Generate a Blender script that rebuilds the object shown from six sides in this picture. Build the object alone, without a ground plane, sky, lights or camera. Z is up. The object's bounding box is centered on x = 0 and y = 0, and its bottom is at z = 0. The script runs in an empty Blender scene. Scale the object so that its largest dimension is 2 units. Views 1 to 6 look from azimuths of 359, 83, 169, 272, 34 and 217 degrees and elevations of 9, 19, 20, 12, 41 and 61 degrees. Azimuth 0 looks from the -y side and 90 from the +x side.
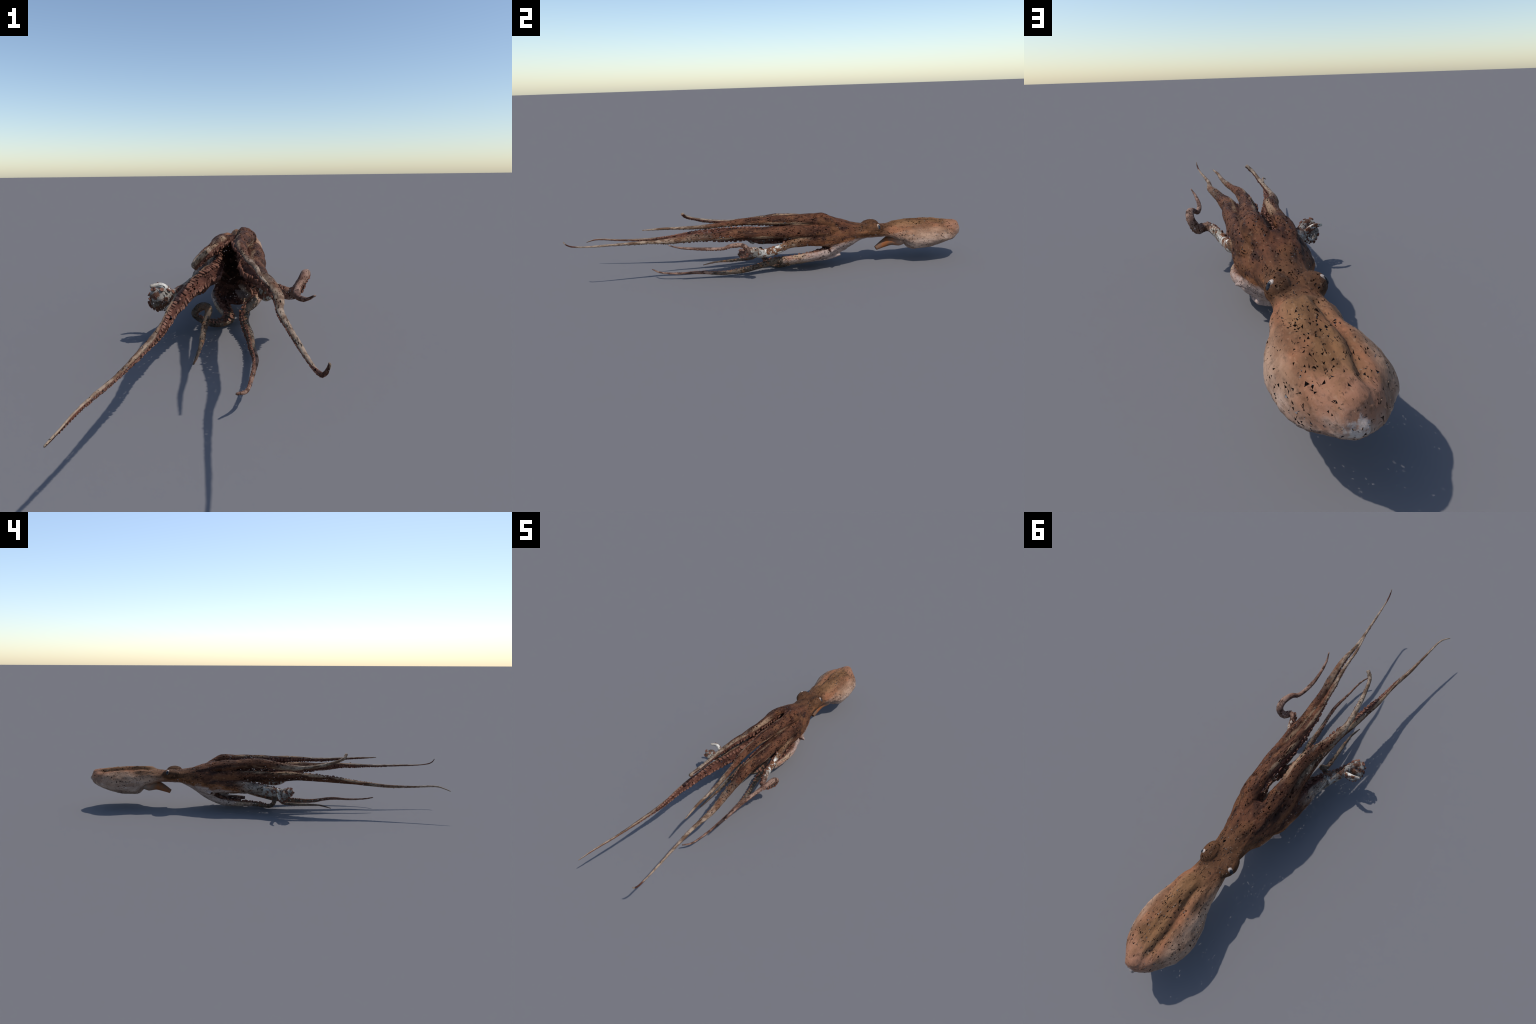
"""A swimming octopus: mantle, head, web and eight trailing arms with suckers.

Body and arms are built as one fused, smooth skin (lofts + tubes -> voxel union -> decimation),
with the missing skin flakes of the scanned original cut out as real holes, then split by region.
"""
import bpy, bmesh, math
import numpy as np
from mathutils import Vector, Matrix, noise

rng = np.random.default_rng(7)
VOXEL = 0.0017

# ------------------------------------------------------------------ helpers
def catmull(C, n):
    C = np.asarray(C, float)
    P = np.vstack([2 * C[0] - C[1], C, 2 * C[-1] - C[-2]])
    t = np.linspace(0, len(C) - 1 - 1e-9, n)
    i = t.astype(int)
    u = (t - i)[:, None]
    a, b, c, d = P[i], P[i + 1], P[i + 2], P[i + 3]
    return 0.5 * (2 * b + (c - a) * u + (2 * a - 5 * b + 4 * c - d) * u * u + (3 * b - a - 3 * c + d) * u ** 3)

def unit(v):
    v = np.asarray(v, float)
    return v / np.maximum(np.linalg.norm(v, axis=-1, keepdims=True), 1e-9)

def smooth(x, a, b):
    t = np.clip((x - a) / (b - a), 0, 1)
    return t * t * (3 - 2 * t)

class Pile:
    """Collects closed pieces into one vertex/face list."""
    def __init__(self):
        self.v, self.f, self.n = [], [], 0
    def rings(self, R):
        """R: (rings, points, 3) closed tube with both ends capped."""
        m, k, _ = R.shape
        b = self.n
        self.v.append(R.reshape(-1, 3))
        for i in range(m - 1):
            for j in range(k):
                a0, a1 = b + i * k + j, b + i * k + (j + 1) % k
                self.f.append((a0, a1, a1 + k, a0 + k))
        self.v.append(R[[0, -1]].mean(1))
        c0, c1 = b + m * k, b + m * k + 1
        for j in range(k):
            self.f.append((c0, b + (j + 1) % k, b + j))
            self.f.append((c1, b + (m - 1) * k + j, b + (m - 1) * k + (j + 1) % k))
        self.n += m * k + 2
    def mesh(self, name):
        me = bpy.data.meshes.new(name)
        me.from_pydata(np.vstack(self.v).tolist(), [], self.f)
        bm = bmesh.new(); bm.from_mesh(me)
        bmesh.ops.recalc_face_normals(bm, faces=bm.faces)
        bm.to_mesh(me); bm.free()
        return me

# ------------------------------------------------------------------ the arms
# spine control points from the root inside the head to the tip; half widths along the spine as
# (y-ordered) fractions of arc length; "oral" is the side that carries the suckers.
ARMS = [
 dict(name="dorsal right", spine=[(.028,.36,.2),(.048,.3,.235),(.062,.243,.262),(.061,.143,.270),(.051,.042,.273),(.046,-.059,.273),(.047,-.159,.275),
        (.057,-.258,.269),(.069,-.357,.267),(.081,-.454,.271),(.086,-.551,.275),(.099,-.646,.277)],
      width=[(0,.036),(.13,.036),(.2,.031),(.3,.026),(.45,.02),(.6,.0135),(.75,.009),(.9,.0056),(1,.003)], flat=.72,
      oral=[(-.5,0,-.85),(-.75,0,-.65)], tipy=-.25, keel=[(0,.62),(.14,.9),(.22,1.6),(.32,1.9),(.42,1.7),(.58,1.),(.75,.62)]),
 dict(name="lateral right", spine=[(.04,.36,.17),(.07,.3,.195),(.088,.245,.208),(.092,.142,.217),(.094,.034,.221),(.094,-.075,.223),(.088,-.183,.224),(.099,-.292,.223),(.115,-.403,.227),
        (.126,-.515,.222),(.122,-.638,.222),(.131,-.765,.224),(.141,-.878,.225),(.148,-.955,.231),(.152,-.985,.243),(.155,-.999,.261)],
      width=[(0,.032),(.1,.034),(.2,.031),(.3,.029),(.42,.025),(.52,.019),(.6,.0145),(.7,.0098),(.8,.0064),(.9,.0045),(1,.0028)], flat=.78,
      oral=[(-1,0,-.3),(-.72,0,-.7)], tipy=-.35, keel=[(0,.62),(.1,1.),(.18,1.9),(.26,3.),(.33,3.),(.38,2.4),(.44,1.8),(.55,1.2),(.7,.62)]),
 dict(name="coiled right", spine=[(.04,.37,.145),(.085,.31,.155),(.1,.245,.162),(.099,.157,.164),(.1,.071,.158),(.107,-.005,.131),(.116,-.075,.125),(.138,-.125,.146),(.162,-.178,.153),(.182,-.186,.15),
        (.202,-.162,.153),(.222,-.157,.185),(.225,-.185,.207),(.214,-.235,.203),(.194,-.275,.187),(.182,-.373,.189),(.19,-.472,.205),(.205,-.521,.225)],
      width=[(0,.034),(.08,.036),(.16,.029),(.28,.023),(.38,.0235),(.48,.0235),(.56,.019),(.66,.0145),(.74,.0105),(.84,.008),(.93,.006),(1,.003)], flat=.68,
      oral=[(-1,0,.25)], rmf=True, coil=.335),
 dict(name="ventral right", spine=[(.03,.37,.11),(.05,.31,.096),(.068,.25,.09),(.088,.19,.085),(.098,.125,.082),(.086,.063,.071),(.056,.0,.058),(.05,-.072,.039),(.064,-.166,.024),(.072,-.276,.02),
        (.078,-.39,.034),(.067,-.498,.033),(.055,-.585,.041),(.034,-.627,.055)],
      width=[(0,.034),(.1,.038),(.22,.032),(.32,.025),(.42,.019),(.52,.015),(.64,.0115),(.74,.0085),(.86,.0056),(.95,.004),(1,.0026)], flat=.74,
      oral=[(-.45,0,.85),(-.9,0,.3)], tipy=-.33),
 dict(name="dorsal left", spine=[(-.01,.36,.2),(-.024,.3,.23),(-.034,.245,.245),(-.032,.149,.253),(-.03,.061,.262),(-.043,-.025,.26),(-.067,-.11,.249),(-.077,-.201,.245),(-.072,-.296,.254),
        (-.06,-.379,.272),(-.047,-.437,.293),(-.023,-.457,.315)],
      width=[(0,.036),(.13,.034),(.22,.03),(.35,.027),(.5,.023),(.62,.0155),(.75,.0105),(.88,.0085),(1,.0078)], flat=.72,
      oral=[(.5,0,-.85),(.75,0,-.6)], tipy=-.05, keel=[(0,.62),(.2,.9),(.5,1.),(.7,.7)]),
 dict(name="lateral left", spine=[(-.02,.36,.17),(-.045,.3,.18),(-.062,.246,.185),(-.052,.141,.188),(-.046,.038,.188),(-.046,-.063,.187),(-.056,-.16,.194),(-.077,-.256,.193),(-.094,-.355,.188),
        (-.109,-.459,.18),(-.117,-.565,.169),(-.136,-.681,.162),(-.151,-.798,.165),(-.166,-.905,.172),(-.18,-.95,.164),(-.195,-.982,.152)],
      width=[(0,.032),(.1,.035),(.2,.034),(.3,.029),(.42,.025),(.52,.0195),(.6,.015),(.7,.01),(.8,.007),(.9,.005),(1,.0025)], flat=.78,
      oral=[(1,0,.0),(.78,0,.6),(.8,0,-.5)], tipy=-.55, keel=[(0,.62),(.15,1.),(.45,1.),(.7,.62)]),
 dict(name="coiled left", spine=[(-.015,.37,.145),(-.055,.31,.14),(-.08,.25,.138),(-.093,.16,.138),(-.1,.07,.133),(-.118,0,.127),(-.143,-.06,.122),(-.165,-.112,.128),(-.187,-.143,.14),(-.209,-.14,.14),
        (-.217,-.118,.118),(-.205,-.098,.094),(-.183,-.088,.096),(-.17,-.08,.118),(-.182,-.073,.14),(-.205,-.07,.154),(-.232,-.081,.153)],
      width=[(0,.034),(.1,.038),(.2,.037),(.32,.033),(.44,.03),(.54,.027),(.62,.025),(.7,.021),(.8,.0155),(.88,.011),(.95,.0095),(1,.006)], flat=.8,
      oral=[(1,0,.25)], rmf=True, coil=.5, keel=[(0,.62),(.2,1.1),(.32,1.7),(.48,1.6),(.58,.9),(.66,.62)]),
 dict(name="ventral left", spine=[(.0,.37,.11),(-.025,.31,.075),(-.036,.25,.05),(-.033,.2,.037),(-.02,.123,.028),(-.002,.055,.021),(-.014,.005,.0155),(-.049,-.029,.021),(-.083,-.049,.039),(-.103,-.058,.062),
        (-.08,-.063,.084),(-.058,-.074,.078),(-.066,-.104,.045),(-.068,-.148,.038),(-.066,-.224,.035),(-.067,-.308,.033),(-.076,-.373,.018)],
      width=[(0,.034),(.1,.036),(.2,.032),(.3,.026),(.4,.02),(.48,.0165),(.56,.0135),(.62,.0115),(.7,.0105),(.78,.0085),(.88,.0064),(.95,.0048),(1,.0026)], flat=.74,
      oral=[(.35,0,.9)], rmf=True, coil=.4),
]
NS = 260
for A in ARMS:
    c = catmull(A["spine"], NS * 3)
    d = np.concatenate([[0], np.cumsum(np.linalg.norm(np.diff(c, axis=0), axis=1))])
    s = np.linspace(0, d[-1], NS)
    c = np.stack([np.interp(s, d, c[:, k]) for k in range(3)], 1)      # even arc length
    f = s / d[-1]
    T = unit(np.gradient(c, axis=0))
    N = np.empty_like(c)
    if A.get("rmf"):
        n = np.array(A["oral"][0], float)
        for i in range(NS):
            n = n - T[i] * (n @ T[i]); n = n / np.linalg.norm(n); N[i] = n
    else:
        o = np.array(A["oral"], float)
        n = o[0] + (o[1] - o[0]) * smooth(f, .1, .5)[:, None]
        if len(o) > 2:                                   # the arm twists on its way to the tip
            n = n + (o[2] - o[1]) * smooth(f, .62, .78)[:, None]
        N = unit(n - T * (n * T).sum(1, keepdims=True))
    w = np.interp(f, *np.array(A["width"]).T)
    # slight uneven swelling so that no arm is a clean cone
    ph = rng.uniform(0, 6.28, 3)
    w = w * (1 + .05 * np.sin(f * 31 + ph[0]) + .04 * np.sin(f * 57 + ph[1])) 
    A.update(c=c, f=f, T=T, N=N, B=np.cross(T, N), w=w, h=w * (A["flat"] + (1 - A["flat"]) * smooth(f, .45, .85)), length=d[-1],
             k=np.interp(f, *np.array(A.get("keel", [(0, .62), (1, .62)])).T))

def arm_rings(A, k=28):
    a = np.linspace(0, 2 * np.pi, k, endpoint=False)
    ca, sa = np.cos(a), np.sin(a)
    lat = np.sign(ca) * np.abs(ca) ** .85
    rad = np.where(sa > 0, A["k"][:, None] * np.abs(sa) ** .75, -np.abs(sa))      # oral side flat or keeled, back rounded
    return (A["c"][:, None] + A["B"][:, None] * (A["w"][:, None] * lat)[..., None]
            + A["N"][:, None] * (A["h"][:, None] * rad)[..., None])

# ------------------------------------------------------------------ the body lofts
# y, centre x, height of the widest line, half width, rise above it, drop below it
MANTLE = [(1.0,.013,.158,.004,.008,.008),(.992,.026,.155,.02,.024,.016),(.975,.024,.147,.043,.058,.022),(.93,.024,.138,.081,.073,.031),(.88,.019,.141,.107,.078,.049),(.82,.018,.137,.117,.089,.061),
          (.76,.022,.128,.11,.101,.056),(.725,.024,.128,.1,.102,.058),(.7,.025,.135,.092,.094,.045),(.675,.022,.145,.084,.082,.022),(.655,.02,.165,.074,.05,.012)]
NECK = [(.8,.02,.16,.06,.055,.03),(.75,.022,.15,.085,.074,.035),(.7,.024,.15,.08,.08,.03),(.65,.021,.155,.079,.069,.032),(.61,.015,.163,.067,.047,.024),(.57,.014,.172,.061,.034,.03),(.52,.012,.176,.06,.031,.035),
        (.47,.011,.176,.06,.038,.039),(.42,.012,.166,.067,.058,.054),(.37,.009,.152,.085,.088,.068),(.32,.009,.145,.095,.112,.084),(.285,.012,.145,.092,.118,.088),(.265,.012,.145,.08,.1,.078)]
def loft(S, k=72, n=160, power=2.):
    S = np.array(S)
    Q = catmull(S, n)
    a = np.linspace(0, 2 * np.pi, k, endpoint=False)
    ca, sa = np.cos(a), np.sin(a)
    b = np.where(sa > 0, Q[:, 4:5], Q[:, 5:6])
    back = (sa > 0) * (power != 2.)                       # power below 2: sloping, roof-like shoulders
    g = np.where(back, (np.abs(ca) ** power + np.abs(sa) ** power) ** (-1 / power), 1.)
    ca, sa = ca * g, sa * g
    return np.stack([Q[:, 1:2] + Q[:, 3:4] * ca, np.repeat(Q[:, :1], k, 1), Q[:, 2:3] + b * sa], -1)

def stroke(points, widths, heights, up=(0, 0, 1), k=24, n=40):
    """Flattened tube: widths across, heights along 'up'."""
    c = catmull(points, n)
    t = np.linspace(0, 1, n)
    T = unit(np.gradient(c, axis=0))
    U = unit(np.array(up) - T * (T @ np.array(up, float))[:, None])
    B = np.cross(T, U)
    a = np.linspace(0, 2 * np.pi, k, endpoint=False)
    w = np.interp(t, np.linspace(0, 1, len(widths)), widths)
    h = np.interp(t, np.linspace(0, 1, len(heights)), heights)
    return c[:, None] + B[:, None] * (w[:, None] * np.cos(a))[..., None] + U[:, None] * (h[:, None] * np.sin(a))[..., None]

def ball(centre, radii, k=28, n=18):
    e = np.linspace(-np.pi / 2 + .05, np.pi / 2 - .05, n)
    a = np.linspace(0, 2 * np.pi, k, endpoint=False)
    P = np.stack([np.cos(e)[:, None] * np.cos(a), np.cos(e)[:, None] * np.sin(a), np.repeat(np.sin(e)[:, None], k, 1)], -1)
    return np.array(centre) + P * np.array(radii)

pile = Pile()
pile.rings(loft(MANTLE, power=1.78))
neck = loft(NECK)
core = neck.mean(1, keepdims=True)
hollow = [(neck[i] - core[i]) * f + core[i] for i, f in zip(range(158, 112, -3), np.linspace(.88, .35, 16))]
pile.rings(np.concatenate([neck, np.array(hollow)]))           # the crown is an open cup behind the arms
for A in ARMS:
    pile.rings(arm_rings(A))
pile.rings(ball((-.2, -.108, .117), (.03, .011, .029)))              # skin closing the left coil
pile.rings(ball((.051, .52, .192), (.034, .05, .034)))             # eye mounds
pile.rings(ball((-.034, .524, .191), (.034, .05, .034)))
pile.rings(stroke([(.06,.3,.112),(.1,.285,.112),(.127,.277,.11)], [.035,.02,.004], [.022,.012,.004]))    # web folds
pile.rings(stroke([(-.04,.31,.105),(-.08,.3,.104),(-.108,.296,.101)], [.035,.02,.004], [.022,.012,.004]))
pile.rings(stroke([(.03,.34,.075),(.025,.26,.055),(.03,.17,.048),(.032,.11,.046)], [.05,.055,.048,.03], [.014,.009,.006,.004]))   # ventral web
me = pile.mesh("octopus_skin")
skin = bpy.data.objects.new("octopus_skin", me)
bpy.context.collection.objects.link(skin)

def applied(ob, setup):
    setup(ob)
    dg = bpy.context.evaluated_depsgraph_get()
    dg.update()
    new = bpy.data.meshes.new_from_object(ob.evaluated_get(dg))
    ob.modifiers.clear()
    ob.data = new

def remesh(o):
    m = o.modifiers.new("union", "REMESH"); m.mode = "VOXEL"; m.voxel_size = VOXEL; m.use_smooth_shade = True
    m = o.modifiers.new("soften", "SMOOTH"); m.factor = .5; m.iterations = 3
applied(skin, remesh)
def soften(o):
    """Blend the joints of head, eye mounds, web and arm roots; the thin arms stay crisp."""
    yy = co_of(o.data)[:, 1]
    g = o.vertex_groups.new(name="soft")
    keep = smooth(yy, .12, .3) * (1 - .6 * smooth(yy, .64, .7))
    level = np.round(keep * 10).astype(int)
    for k in range(1, 11):
        idx = np.nonzero(level == k)[0].tolist()
        if idx: g.add(idx, k / 10, "REPLACE")
    m = o.modifiers.new("soften", "SMOOTH"); m.factor = .5; m.iterations = 36; m.vertex_group = "soft"

def co_of(m):
    a = np.empty(len(m.vertices) * 3, np.float32); m.vertices.foreach_get("co", a); return a.reshape(-1, 3).astype(float)
def no_of(m):
    a = np.empty(len(m.vertices) * 3, np.float32); m.vertices.foreach_get("normal", a); return a.reshape(-1, 3).astype(float)
applied(skin, soften)
# ------------------------------------------------------------------ relief
V, Nn = co_of(skin.data), no_of(skin.data)
x, y, z = V.T
disp = np.zeros(len(V))
def crease(path, width, depth, zmin):
    """Groove along a dorsal path given as (y, x) points."""
    p = np.array(path); yy, xx = p[:, 0], p[:, 1]
    xc = np.interp(y, yy, xx)
    ends = smooth(y, yy[0], yy[0] + .05) * (1 - smooth(y, yy[-1] - .05, yy[-1]))
    return -depth * ends * np.exp(-((x - xc) / width) ** 2) * (z > zmin)
disp += crease([(.62,.0),(.7,-.006),(.772,-.016),(.829,-.018),(.874,-.014),(.96,-.004)], .0145, .015, .15)
disp += crease([(.66,.07),(.755,.066),(.815,.059),(.88,.052),(.95,.04)], .016, .007, .15)
disp += crease([(.6,.03),(.7,.033),(.8,.03),(.9,.026)], .01, .003, .15)
body = smooth(y, .1, .35)
rear = smooth(y, .9, .99)
for i in range(len(V)):
    p = V[i]
    n1 = noise.noise(Vector((p[0] * 42, p[1] * 9, p[2] * 42)))
    n2 = noise.noise(Vector((p[0] * 120 + 7, p[1] * 60, p[2] * 120)))
    n3 = noise.noise(Vector((p[0] * 22, p[1] * 22 + 3, p[2] * 22)))
    disp[i] += body[i] * (.003 * n1 + .0014 * n2 + .0026 * n3) + (1 - body[i]) * (.0009 * n2 + .0008 * n1)
V = V + Nn * disp[:, None]
skin.data.vertices.foreach_set("co", V.astype(np.float32).ravel())
skin.data.update()

def decimate(o):
    m = o.modifiers.new("thin", "DECIMATE"); m.ratio = min(1., 88000 / (len(o.data.polygons) * 2)); m.use_collapse_triangulate = True
applied(skin, decimate)

# ------------------------------------------------------------------ classify faces
V, VN = co_of(skin.data), no_of(skin.data)
F = np.array([p.vertices[:] for p in skin.data.polygons if len(p.vertices) == 3])
Fc = V[F].mean(1)
best = np.full(len(Fc), 1e9); arm_of = np.zeros(len(Fc), int); frac = np.zeros(len(Fc))
for a, A in enumerate(ARMS):
    st = slice(0, None, 2)
    P, W, fr = A["c"][st], A["w"][st], A["f"][st]
    for b0 in range(0, len(Fc), 20000):
        q = Fc[b0:b0 + 20000]
        d = np.sqrt(((q[:, None] - P[None]) ** 2).sum(-1)) / (W + .002)
        j = d.argmin(1); dm = d[np.arange(len(q)), j]
        better = dm < best[b0:b0 + 20000]
        idx = np.arange(b0, b0 + len(q))[better]
        best[idx] = dm[better]; arm_of[idx] = a; frac[idx] = fr[j[better]]
region = np.empty(len(F), object)
yc = Fc[:, 1]
CROTCH = [.235, .21, .21, .25, .225, .18, .2, .23]
crotch = np.array(CROTCH)[arm_of]
region[:] = "web"
region[yc > .385] = "head"
region[yc > .625 ] = "mantle"
armface = yc < crotch
for a in range(8):
    region[armface & (arm_of == a)] = f"arm{a}"

# ------------------------------------------------------------------ missing flakes -> real holes
patch = np.array([noise.noise(Vector(p * 14)) for p in Fc])
e = V[F]
area = .5 * np.linalg.norm(np.cross(e[:, 1] - e[:, 0], e[:, 2] - e[:, 0]), axis=1)
clump = np.array([noise.noise(Vector(p * 45 + np.array([3., 1., 2.]))) for p in Fc])
prob = np.clip(.08 + .13 * patch + .14 * clump, .008, .36)
prob[(Fc[:, 1] > .5) & (Fc[:, 2] < .13)] *= .7
tips = np.isin(region, [f"arm{a}" for a in range(8)]) & (frac > .93)
is_arm = np.array([r.startswith("arm") for r in region])
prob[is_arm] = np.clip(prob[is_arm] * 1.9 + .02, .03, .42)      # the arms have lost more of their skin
prob[tips] *= .5
holes = rng.random(len(F)) < prob
whole = holes & (rng.random(len(F)) < .45) & (area < 6e-5)
sliver = holes & ~whole
newV, newF, newR = list(map(tuple, V)), [], []
newN = list(map(tuple, VN))
src = []
for i, t in enumerate(F):
    if whole[i]:
        continue
    if not sliver[i]:
        newF.append(tuple(t)); src.append(i); continue
    k = int(rng.integers(3))
    a, b, c = t[k], t[(k + 1) % 3], t[(k + 2) % 3]
    u, g = rng.uniform(.35, .65), rng.uniform(.35, .75)
    wts = np.array([(1 - u) * (1 - g), u * (1 - g), g])
    newV.append(tuple(wts @ V[[a, b, c]])); newN.append(tuple(unit(wts @ VN[[a, b, c]])))
    d = len(newV) - 1
    newF += [(b, c, d), (c, a, d)]; src += [i, i]
newV, newN, src = np.array(newV), np.array(newN), np.array(src)
newF = np.array(newF)
reg, frac, arm_of = region[src], frac[src], arm_of[src]
bpy.data.objects.remove(skin)

# ------------------------------------------------------------------ materials
class Nodes:
    def __init__(self, name):
        self.m = bpy.data.materials.new(name); self.m.use_nodes = True
        self.t = self.m.node_tree; self.t.nodes.clear()
        self.pos = self.new("ShaderNodeTexCoord").outputs["Object"]
        s = self.new("ShaderNodeSeparateXYZ"); self.link(self.pos, s.inputs[0])
        self.x, self.y, self.z = s.outputs
    def new(self, kind, **kw):
        n = self.t.nodes.new(kind)
        for k, v in kw.items(): setattr(n, k, v)
        return n
    def link(self, a, b): self.t.links.new(a, b)
    def put(self, sock, v):
        if isinstance(v, bpy.types.NodeSocket): self.link(v, sock)
        elif isinstance(v, (tuple, list)) and len(v) == 3 and sock.type == "RGBA": sock.default_value = (*v, 1)
        else: sock.default_value = v
    def math(self, op, a, b=0., clamp=False):
        n = self.new("ShaderNodeMath", operation=op, use_clamp=clamp)
        self.put(n.inputs[0], a); self.put(n.inputs[1], b); return n.outputs[0]
    def step(self, v, lo, hi):
        n = self.new("ShaderNodeMapRange", interpolation_type="SMOOTHSTEP")
        self.put(n.inputs["Value"], v); n.inputs["From Min"].default_value = lo; n.inputs["From Max"].default_value = hi
        return n.outputs["Result"]
    def mix(self, f, a, b, mode="MIX"):
        n = self.new("ShaderNodeMix", data_type="RGBA", blend_type=mode)
        self.put(n.inputs["Factor"], f); self.put(n.inputs[6], a); self.put(n.inputs[7], b); return n.outputs[2]
    def noise(self, scale, stretch=(1, 1, 1), detail=4, shift=0., rough=.6):
        mp = self.new("ShaderNodeMapping"); self.link(self.pos, mp.inputs[0])
        mp.inputs["Scale"].default_value = stretch; mp.inputs["Location"].default_value = (shift, shift * .7, shift * 1.3)
        n = self.new("ShaderNodeTexNoise"); self.link(mp.outputs[0], n.inputs[0])
        n.inputs["Scale"].default_value = scale; n.inputs["Detail"].default_value = detail; n.inputs["Roughness"].default_value = rough
        return n.outputs[0]
    def curve(self, v, pts, lo, hi):
        """Piecewise curve over y in -1..1 giving values in lo..hi (the course of a spine or a colour line)."""
        n = self.new("ShaderNodeFloatCurve")
        self.put(n.inputs["Value"], self.half(v))
        c = n.mapping.curves[0]
        P = sorted(((p[0] + 1) / 2, (p[1] - lo) / (hi - lo)) for p in pts)
        while len(c.points) < len(P): c.points.new(.5, .5)
        for q, p in zip(c.points, P):
            q.location = p; q.handle_type = "AUTO_CLAMPED"
        n.mapping.update()
        return self.math("ADD", self.math("MULTIPLY", n.outputs[0], hi - lo), lo)
    def half(self, v): return self.math("ADD", self.math("MULTIPLY", v, .5), .5)
    def done(self, colour, rough=.55, bump=.25, fine=220.):
        b = self.new("ShaderNodeBsdfPrincipled")
        self.put(b.inputs["Base Color"], colour); b.inputs["Roughness"].default_value = min(1., rough + .2 * (rough > .4))
        b.inputs["Specular IOR Level"].default_value = .12
        bp = self.new("ShaderNodeBump"); bp.inputs["Strength"].default_value = bump; bp.inputs["Distance"].default_value = .002
        self.link(self.noise(fine, detail=3), bp.inputs["Height"]); self.link(bp.outputs[0], b.inputs["Normal"])
        o = self.new("ShaderNodeOutputMaterial"); self.link(b.outputs[0], o.inputs[0])
        return self.m

# height of the line between brown back and pale belly, along y
BELLY = [(-1,.02),(.1,.1),(.2,.118),(.25,.135),(.32,.142),(.4,.152),(.5,.158),(.6,.15),(.68,.135),(.8,.13),(.93,.145),(1,.15)]

def crown_colour(n):
    """Red-brown back of web and arm roots with the pale belly; shared by body and arms so that no seam shows."""
    streak = n.noise(9, (3.2, .7, 3.2), 6, 2.)
    blotch = n.noise(14, (1, .8, 1), 5, 5.)
    fine = n.noise(75, (1, .45, 1), 4, 9.)
    c = n.mix(n.step(streak, .38, .62), (.03, .012, .008), (.12, .044, .021))
    c = n.mix(n.math("MULTIPLY", n.step(blotch, .52, .66), .7), c, (.16, .066, .028))
    head = n.mix(n.step(streak, .3, .7), (.045, .02, .01), (.125, .054, .024))
    c = n.mix(n.step(n.math("ADD", n.y, n.math("MULTIPLY", blotch, .06)), .38, .5), c, head)
    line = n.curve(n.y, BELLY, 0, .3)
    rag = n.math("ADD", n.math("MULTIPLY", n.math("SUBTRACT", streak, .5), .09), n.math("MULTIPLY", n.math("SUBTRACT", fine, .5), .03))
    below = n.math("ADD", n.math("SUBTRACT", line, n.z), rag)
    return c, below, streak, blotch, fine

def belly_over(n, c, below, streak, blotch, soft=0.):
    seam = n.math("MULTIPLY", n.step(below, -.026, -.004), n.math("SUBTRACT", 1., n.step(below, .0, .02)))
    c = n.mix(n.math("MULTIPLY", seam, .55), c, (.28, .11, .042))
    pale = n.mix(streak, (.25, .175, .15), (.5, .375, .32))
    pale = n.mix(n.step(blotch, .52, .72), pale, (.36, .2, .15))
    return n.mix(n.step(below, -.006, .022), c, pale)

def speckle(n, c, fine):
    c = n.mix(n.math("MULTIPLY", n.step(fine, .54, .68), .6), c, n.mix(.65, c, (.02, .01, .006)))
    lo = n.noise(130, (1, .5, 1), 3, 21.)
    c = n.mix(n.math("MULTIPLY", n.step(lo, .58, .72), .4), c, n.mix(.5, c, (.42, .27, .17)))
    c = n.mix(n.math("MULTIPLY", n.step(n.noise(90, (1.4, .8, 1.4), 2, 41.), .64, .7), .75), c, n.mix(.8, c, (.02, .012, .008)))
    return n.mix(n.math("MULTIPLY", n.step(n.noise(210, (1, .6, 1), 2, 31.), .6, .72), .5), c, n.mix(.7, c, (.015, .008, .006)))

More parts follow.
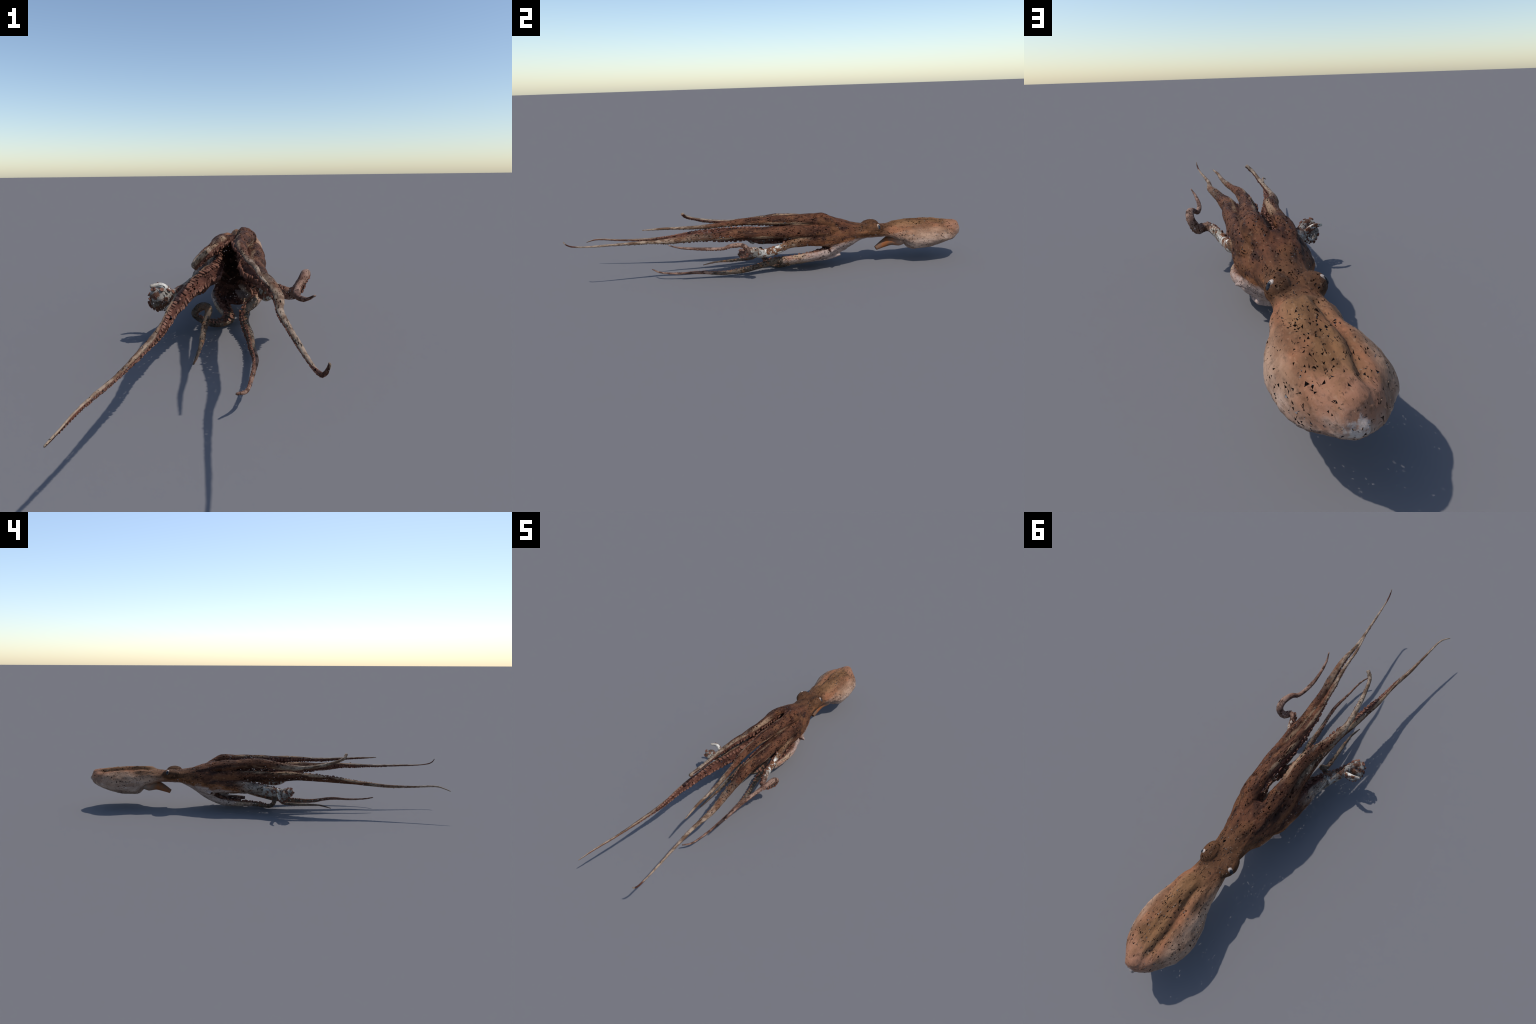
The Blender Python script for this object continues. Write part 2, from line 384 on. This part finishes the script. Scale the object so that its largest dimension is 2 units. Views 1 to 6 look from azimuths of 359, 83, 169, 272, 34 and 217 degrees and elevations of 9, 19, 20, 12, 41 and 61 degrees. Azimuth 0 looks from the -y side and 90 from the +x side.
def back_skin(name):
    n = Nodes(name)
    c, below, streak, blotch, fine = crown_colour(n)
    c = belly_over(n, c, below, streak, blotch)
    # ---- mantle
    tan = n.mix(n.step(streak, .3, .7), (.12, .053, .026), (.26, .125, .064))
    tan = n.mix(n.step(blotch, .45, .7), tan, (.3, .122, .06))
    dx = n.math("ABSOLUTE", n.math("SUBTRACT", n.x, .03))
    olive = n.math("MULTIPLY", n.math("SUBTRACT", 1., n.step(n.math("ADD", dx, n.math("MULTIPLY", blotch, .05)), .03, .085)), n.step(n.z, .17, .2))
    olive = n.math("MULTIPLY", olive, n.math("SUBTRACT", 1., n.step(n.y, .88, .96)))
    tan = n.mix(n.math("MULTIPLY", olive, .65), tan, n.mix(n.step(streak, .3, .7), (.085, .04, .015), (.19, .095, .036)))
    rosy = n.step(n.math("SUBTRACT", n.math("ADD", dx, n.math("MULTIPLY", fine, .02)), .02), .045, .085)
    tan = n.mix(n.math("MULTIPLY", rosy, .75), tan, n.mix(n.step(blotch, .3, .7), (.21, .115, .073), (.46, .31, .215)))
    tan = n.mix(n.math("MULTIPLY", n.step(n.y, .86, .95), n.step(blotch, .4, .65)), tan, (.29, .14, .085))
    under = n.mix(n.step(streak, .3, .7), (.24, .16, .125), (.42, .31, .25))
    tan = n.mix(n.step(n.math("SUBTRACT", below, -.012), -.03, .035), tan, under)
    sc = n.math("ADD", n.step(n.y, .98, .997), n.math("MULTIPLY", n.math("SUBTRACT", fine, .5), 1.8))
    sc = n.math("MULTIPLY", n.step(sc, .6, 1.), n.step(n.x, .0, .014))
    tan = n.mix(n.math("MULTIPLY", sc, .6), tan, n.mix(n.step(blotch, .4, .6), (.3, .27, .25), (.55, .5, .46)))
    c = n.mix(n.step(n.math("ADD", n.y, n.math("MULTIPLY", blotch, .08)), .58, .7), c, tan)
    return n.done(speckle(n, c, fine), .55, .35)

def arm_skin(name, A, aboral, oral, tip, edge, seed, root_y):
    n = Nodes(name)
    c0, W = A["c"], A["w"]
    last = int(A.get("coil", 1.) * (NS - 1))
    keep = np.unique(np.linspace(20, last, 14).astype(int))
    pts = c0[keep]
    mono = np.concatenate([[True], np.diff(pts[:, 1]) < -1e-3])
    pts, wk = pts[mono], W[keep][mono]
    xc = n.curve(n.y, [(p[1], p[0]) for p in pts], -.3, .3)
    zc = n.curve(n.y, [(p[1], p[2]) for p in pts], 0, .4)
    wc = n.curve(n.y, [(p[1], q) for p, q in zip(pts, wk)], 0, .05)
    side = A["N"][keep][mono]
    ox = n.curve(n.y, [(p[1], q[0]) for p, q in zip(pts, side)], -1, 1)
    oz = n.curve(n.y, [(p[1], q[2]) for p, q in zip(pts, side)], -1, 1)
    dx, dz = n.math("SUBTRACT", n.x, xc), n.math("SUBTRACT", n.z, zc)
    streak = n.noise(11, (3., .6, 3.), 6, seed)
    blotch = n.noise(26, (1, .7, 1), 5, seed + 3)
    fine = n.noise(110, (1, .5, 1), 3, seed + 8)
    u = n.math("DIVIDE", n.math("ADD", n.math("MULTIPLY", dx, ox), n.math("MULTIPLY", dz, oz)), wc)
    l = n.math("DIVIDE", n.math("ABSOLUTE", n.math("SUBTRACT", n.math("MULTIPLY", dz, ox), n.math("MULTIPLY", dx, oz))), wc)
    u = n.math("ADD", u, n.math("MULTIPLY", n.math("SUBTRACT", blotch, .5), .5))
    c = n.mix(n.step(streak, .36, .64), aboral[0], aboral[1])
    c = n.mix(n.step(blotch, .5, .72), c, aboral[2])
    e = n.math("ADD", l, n.math("MULTIPLY", n.math("SUBTRACT", streak, .5), 1.5))
    e = n.math("MULTIPLY", n.step(e, .85, 1.1), n.math("SUBTRACT", 1., n.step(u, .25, .5)))
    c = n.mix(n.math("MULTIPLY", e, .75), c, edge)
    if "tipy" in A:
        far = n.math("ADD", n.y, n.math("MULTIPLY", n.math("SUBTRACT", streak, .5), .5))
        far = n.math("SUBTRACT", 1., n.step(far, A["tipy"] - .22, A["tipy"] + .05))
        c = n.mix(n.math("MULTIPLY", far, .8), c, n.mix(n.step(n.noise(38, (1, .5, 1), 4, seed + 5), .38, .6), tip[0], tip[1]))
    base, below, st, bl, _ = crown_colour(n)
    base = belly_over(n, base, below, st, bl)
    at_root = n.step(n.math("ADD", n.y, n.math("MULTIPLY", n.math("SUBTRACT", st, .5), .12)), root_y - .13, root_y - .03)
    c = n.mix(at_root, c, base)
    oc = n.mix(n.step(blotch, .35, .65), oral[0], oral[1])
    c = n.mix(n.step(u, .1, .5), c, oc)
    return n.done(speckle(n, c, fine), .55, .4)

def mottled(name, base, spots, seed, lo=.5, hi=.6, scale=34, rough=.5):
    n = Nodes(name)
    b = n.noise(scale, (1, 1, 1), 5, seed)
    f = n.noise(120, (1, 1, 1), 3, seed + 4)
    c = n.mix(n.step(n.noise(15, (1, 1, 1), 4, seed + 1), .35, .65), base[0], base[1])
    c = n.mix(n.step(b, lo, hi), c, spots)
    return n.done(speckle(n, c, f), rough, .4)

RED = ((.03, .012, .008), (.112, .042, .021), (.15, .063, .03))
PALE = ((.33, .21, .16), (.47, .35, .28), (.33, .15, .09))
DIM = ((.07, .05, .036), (.15, .108, .075), (.2, .1, .055))
ORAL = ((.045, .017, .012), (.12, .046, .03))
TIP = ((.13, .075, .045), (.36, .27, .195))
EDGE = (.32, .21, .13)
MAT = {"mantle": back_skin("octopus_back_skin")}
MAT["head"] = MAT["web"] = MAT["mantle"]
LOOK = [(RED, 1.), (RED, 11.), (((.13,.06,.03),(.3,.16,.085),(.38,.28,.2)), 21.), (PALE, 31.), (RED, 41.), (RED, 51.), (((.13,.09,.065),(.3,.25,.21),(.14,.06,.03)), 61.), (PALE, 71.)]
ARM_MAT = [arm_skin(f"arm_skin_{k}", A, look, ORAL, TIP, EDGE, s, CROTCH[k]) for k, (A, (look, s)) in enumerate(zip(ARMS, LOOK))]
WHITE = mottled("white_arm_skin", ((.4,.35,.29), (.68,.65,.59)), (.17, .072, .035), 3., .49, .56)
COIL = mottled("rosy_arm_skin", ((.16,.08,.055), (.3,.185,.135)), (.09, .045, .03), 13., .5, .6)
CUP = mottled("greyish_pale_arm_skin", ((.15,.125,.105), (.3,.275,.245)), (.1, .046, .028), 23., .48, .58)  # greyer and darker than the white stretch, on the left coil
DARK = mottled("dull_arm_skin", ((.065,.046,.034), (.15,.11,.08)), (.17, .085, .045), 33., .52, .62)
def sucker_skin():
    n = Nodes("sucker_skin")
    r = n.new("ShaderNodeObjectInfo").outputs["Random"]
    c = n.mix(n.step(n.noise(40, (1, 1, 1), 4, 3.), .35, .65), (.105, .038, .024), (.22, .1, .068))
    c = n.mix(n.math("MULTIPLY", r, .5), c, (.26, .14, .1))
    d = n.step(n.math("FRACT", n.math("MULTIPLY", r, 7.31)), .55, .95)
    return n.done(n.mix(n.math("MULTIPLY", d, .6), c, (.075, .026, .018)), .55, .4)
SUCK = sucker_skin()

# ------------------------------------------------------------------ build the parts
root = bpy.data.objects.new("octopus", None)
root.empty_display_size = .1
bpy.context.collection.objects.link(root)
root["label"] = "swimming reddish-brown octopus with bulbous mantle and eight trailing arms"
root["category"] = "octopus"

def add(name, me, parent):
    ob = bpy.data.objects.new(name, me)
    bpy.context.collection.objects.link(ob)
    ob.parent = parent
    return ob

def part(name, mask, mats, slot=None):
    fs = newF[mask]
    used, inv = np.unique(fs, return_inverse=True)
    me = bpy.data.meshes.new(name)
    me.from_pydata(newV[used].tolist(), [], inv.reshape(-1, 3).tolist())
    for m in mats: me.materials.append(m)
    if slot is not None:
        me.polygons.foreach_set("material_index", slot[mask].astype(np.int32))
    me.polygons.foreach_set("use_smooth", np.ones(len(fs), bool))
    me.normals_split_custom_set_from_vertices(newN[used].tolist())
    me.update()
    return add(name, me, root)

cen = newV[newF].mean(1)
Q = np.array(NECK)[::-1]
at = [np.interp(cen[:, 1], Q[:, 0], Q[:, k]) for k in range(6)]
rr = np.hypot((cen[:, 0] - at[1]) / at[3], (cen[:, 2] - at[2]) / np.where(cen[:, 2] > at[2], at[4], at[5]))
fn = unit(newN[newF].sum(1))
inward = ((at[1] - cen[:, 0]) * fn[:, 0] + (at[2] - cen[:, 2]) * fn[:, 2]) / np.hypot(at[1] - cen[:, 0], at[2] - cen[:, 2])
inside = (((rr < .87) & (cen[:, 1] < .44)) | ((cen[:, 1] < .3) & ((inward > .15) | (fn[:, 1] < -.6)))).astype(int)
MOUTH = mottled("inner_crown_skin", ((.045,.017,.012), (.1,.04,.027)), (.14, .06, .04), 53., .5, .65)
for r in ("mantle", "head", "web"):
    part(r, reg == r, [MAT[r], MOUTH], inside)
slot = np.zeros(len(newF), int)
jit = np.array([noise.noise(Vector(p * 60)) for p in cen])
slot[(arm_of == 2) & (frac + .03 * jit > .335)] = 1           # white stretch of the coiled right arm
slot[(arm_of == 2) & (frac + .03 * jit > .5)] = 2
slot[(arm_of == 6) & (frac + .02 * jit > .5)] = 1
slot[(arm_of == 6) & (frac + .02 * jit > .84)] = 2
slot[(arm_of == 7) & (frac + .03 * jit > .36)] = 1
slot[(arm_of == 3) & (frac + .04 * jit > .34)] = 1
slot[(arm_of == 3) & (frac + .04 * jit > .7)] = 2
EXTRA = {2: [WHITE, COIL], 3: [DARK, COIL], 6: [CUP, WHITE], 7: [DARK]}
arms = []
for a in range(8):
    arms.append(part("arm" if a == 0 else f"arm.{a:03d}", reg == f"arm{a}", [ARM_MAT[a]] + EXTRA.get(a, []), slot))

# ------------------------------------------------------------------ suckers
def sucker_mesh():
    prof = [(.55, -.35), (.8, .1), (1., .42), (.97, .62), (.78, .66), (.55, .45), (.3, .2), (0, .14)]
    k = 12
    v, f = [], []
    for r, h in prof[:-1]:
        v += [(r * math.cos(6.2832 * j / k), r * math.sin(6.2832 * j / k), h) for j in range(k)]
    for i in range(len(prof) - 2):
        for j in range(k):
            f.append((i * k + j, i * k + (j + 1) % k, (i + 1) * k + (j + 1) % k, (i + 1) * k + j))
    v.append((0, 0, prof[-1][1]))
    for j in range(k):
        f.append(((len(prof) - 2) * k + j, (len(prof) - 2) * k + (j + 1) % k, len(v) - 1))
    me = bpy.data.meshes.new("sucker")
    me.from_pydata(v, [], f)
    me.materials.append(SUCK)
    me.polygons.foreach_set("use_smooth", np.ones(len(f), bool))
    return me
cup = sucker_mesh()
spots = []
for a, A in enumerate(ARMS):
    s, side = .0, 1
    L = A["length"]
    while s < L * .985:
        f = s / L
        i = min(int(f * (NS - 1)), NS - 1)
        w, h = A["w"][i], A["h"][i]
        r = np.clip(.36 * w, .0012, .0085) * rng.uniform(.72, 1.15)
        if A["c"][i][1] < CROTCH[a] + .02 or f > .35:
            kk = A["k"][i]
            ang = math.radians(rng.normal(58 if kk < 1.5 else 50, 5))
            p = A["c"][i] + A["B"][i] * w * side * math.cos(ang) ** .85 + A["N"][i] * h * kk * math.sin(ang) ** .75
            nrm = unit(A["N"][i] + A["B"][i] * side * .55 * max(1, 1.2 * kk) + rng.normal(0, .2, 3))
            spots.append((r, a, p, nrm, rng.uniform(0, 6.28)))
        side = -side
        s += r * rng.uniform(1.1, 1.5)
spots.sort(key=lambda t: -t[0])
def pose(r, p, nrm, turn):
    q = Vector(nrm).to_track_quat("Z", "Y")
    a, b = 1 + .22 * math.sin(turn * 7.3), 1 + .22 * math.cos(turn * 11.1)     # no two suckers alike
    return Matrix.Translation(Vector(p)) @ q.to_matrix().to_4x4() @ Matrix.Rotation(turn, 4, "Z") @ Matrix.Diagonal((r * a, r * b, r * (.85 + .25 * math.sin(turn * 5)), 1))
for k, (r, a, p, nrm, turn) in enumerate(spots[:300]):
    ob = add("sucker" if k == 0 else f"sucker.{k:03d}", cup, arms[a])
    ob.matrix_world = pose(r, p, nrm, turn)
base_v = np.array([(*v.co, 1.) for v in cup.vertices])
base_f = [tuple(p.vertices) for p in cup.polygons]
for a in range(8):
    vs, fs = [], []
    for r, b, p, nrm, turn in spots[300:]:
        if b != a: continue
        o = len(vs) * len(base_v)
        vs.append((base_v @ np.array(pose(r, p, nrm, turn)).T)[:, :3])
        fs += [tuple(o + q for q in t) for t in base_f]
    if not vs: continue
    me = bpy.data.meshes.new("small_suckers")
    me.from_pydata(np.vstack(vs).tolist(), [], fs)
    me.materials.append(SUCK)
    me.polygons.foreach_set("use_smooth", np.ones(len(fs), bool))
    ob = add("small_suckers" if a == 0 else f"small_suckers.{a:03d}", me, arms[a])
    ob["kind"] = "stuff"

# ------------------------------------------------------------------ siphon
def siphon_material():
    n = Nodes("siphon_skin")
    s = n.noise(26, (1, 1, 1), 5, 2.)
    c = n.mix(n.step(s, .4, .62), (.15, .085, .055), (.24, .085, .03))
    c = n.mix(n.math("MULTIPLY", n.step(n.y, .6, .68), .6), c, (.3, .24, .2))
    return n.done(c, .5, .3)
sp = Pile()
R = stroke([(.018,.72,.13),(.018,.685,.122),(.02,.66,.118),(.022,.62,.117),(.024,.58,.1),(.026,.541,.079)], [.05,.05,.052,.036,.021,.013], [.02,.026,.032,.027,.02,.011], k=28, n=48)
inner = (R - R.mean(1, keepdims=True)) * .78 + R.mean(1, keepdims=True)
R = np.concatenate([R, inner[-1:], inner[-2:-14:-1]])
sp.rings(R)
me = sp.mesh("siphon")
me.materials.append(siphon_material())
for p in me.polygons: p.use_smooth = True
add("siphon", me, root)

# ------------------------------------------------------------------ eyes
def plain(name, c0, c1, rough=.3, scale=60):
    n = Nodes(name)
    return n.done(n.mix(n.step(n.noise(scale), .4, .6), c0, c1), rough, .1)
EYE = plain("eye_iris", (.26, .2, .165), (.45, .37, .32))
PUPIL = plain("eye_pupil", (.012, .014, .02), (.03, .035, .045), .15)
LID = plain("eyelid_skin", (.1, .06, .03), (.2, .12, .06), .5)
for k, (c, out) in enumerate([((.0705, .536, .2078), (.78, .32, .5)), ((-.0545, .5376, .2078), (-.78, .3, .52))]):
    out = unit(out)
    q = Vector(out).to_track_quat("Z", "Y")
    suffix = "" if k == 0 else ".001"
    def lens(name, radii, mat, at, parent):
        p = Pile(); p.rings(ball((0, 0, 0), radii, 32, 16)); m = p.mesh(name); m.materials.append(mat)
        for f in m.polygons: f.use_smooth = True
        o = add(name + suffix, m, parent); o.matrix_world = Matrix.Translation(Vector(at)) @ q.to_matrix().to_4x4(); return o
    eye = lens("eye", (.0105, .0145, .0075), EYE, np.array(c), root)
    lens("pupil", (.0068, .0115, .0045), PUPIL, np.array(c) + out * .0062 + np.array([0, 0, -.003]), eye)
bpy.context.view_layer.update()
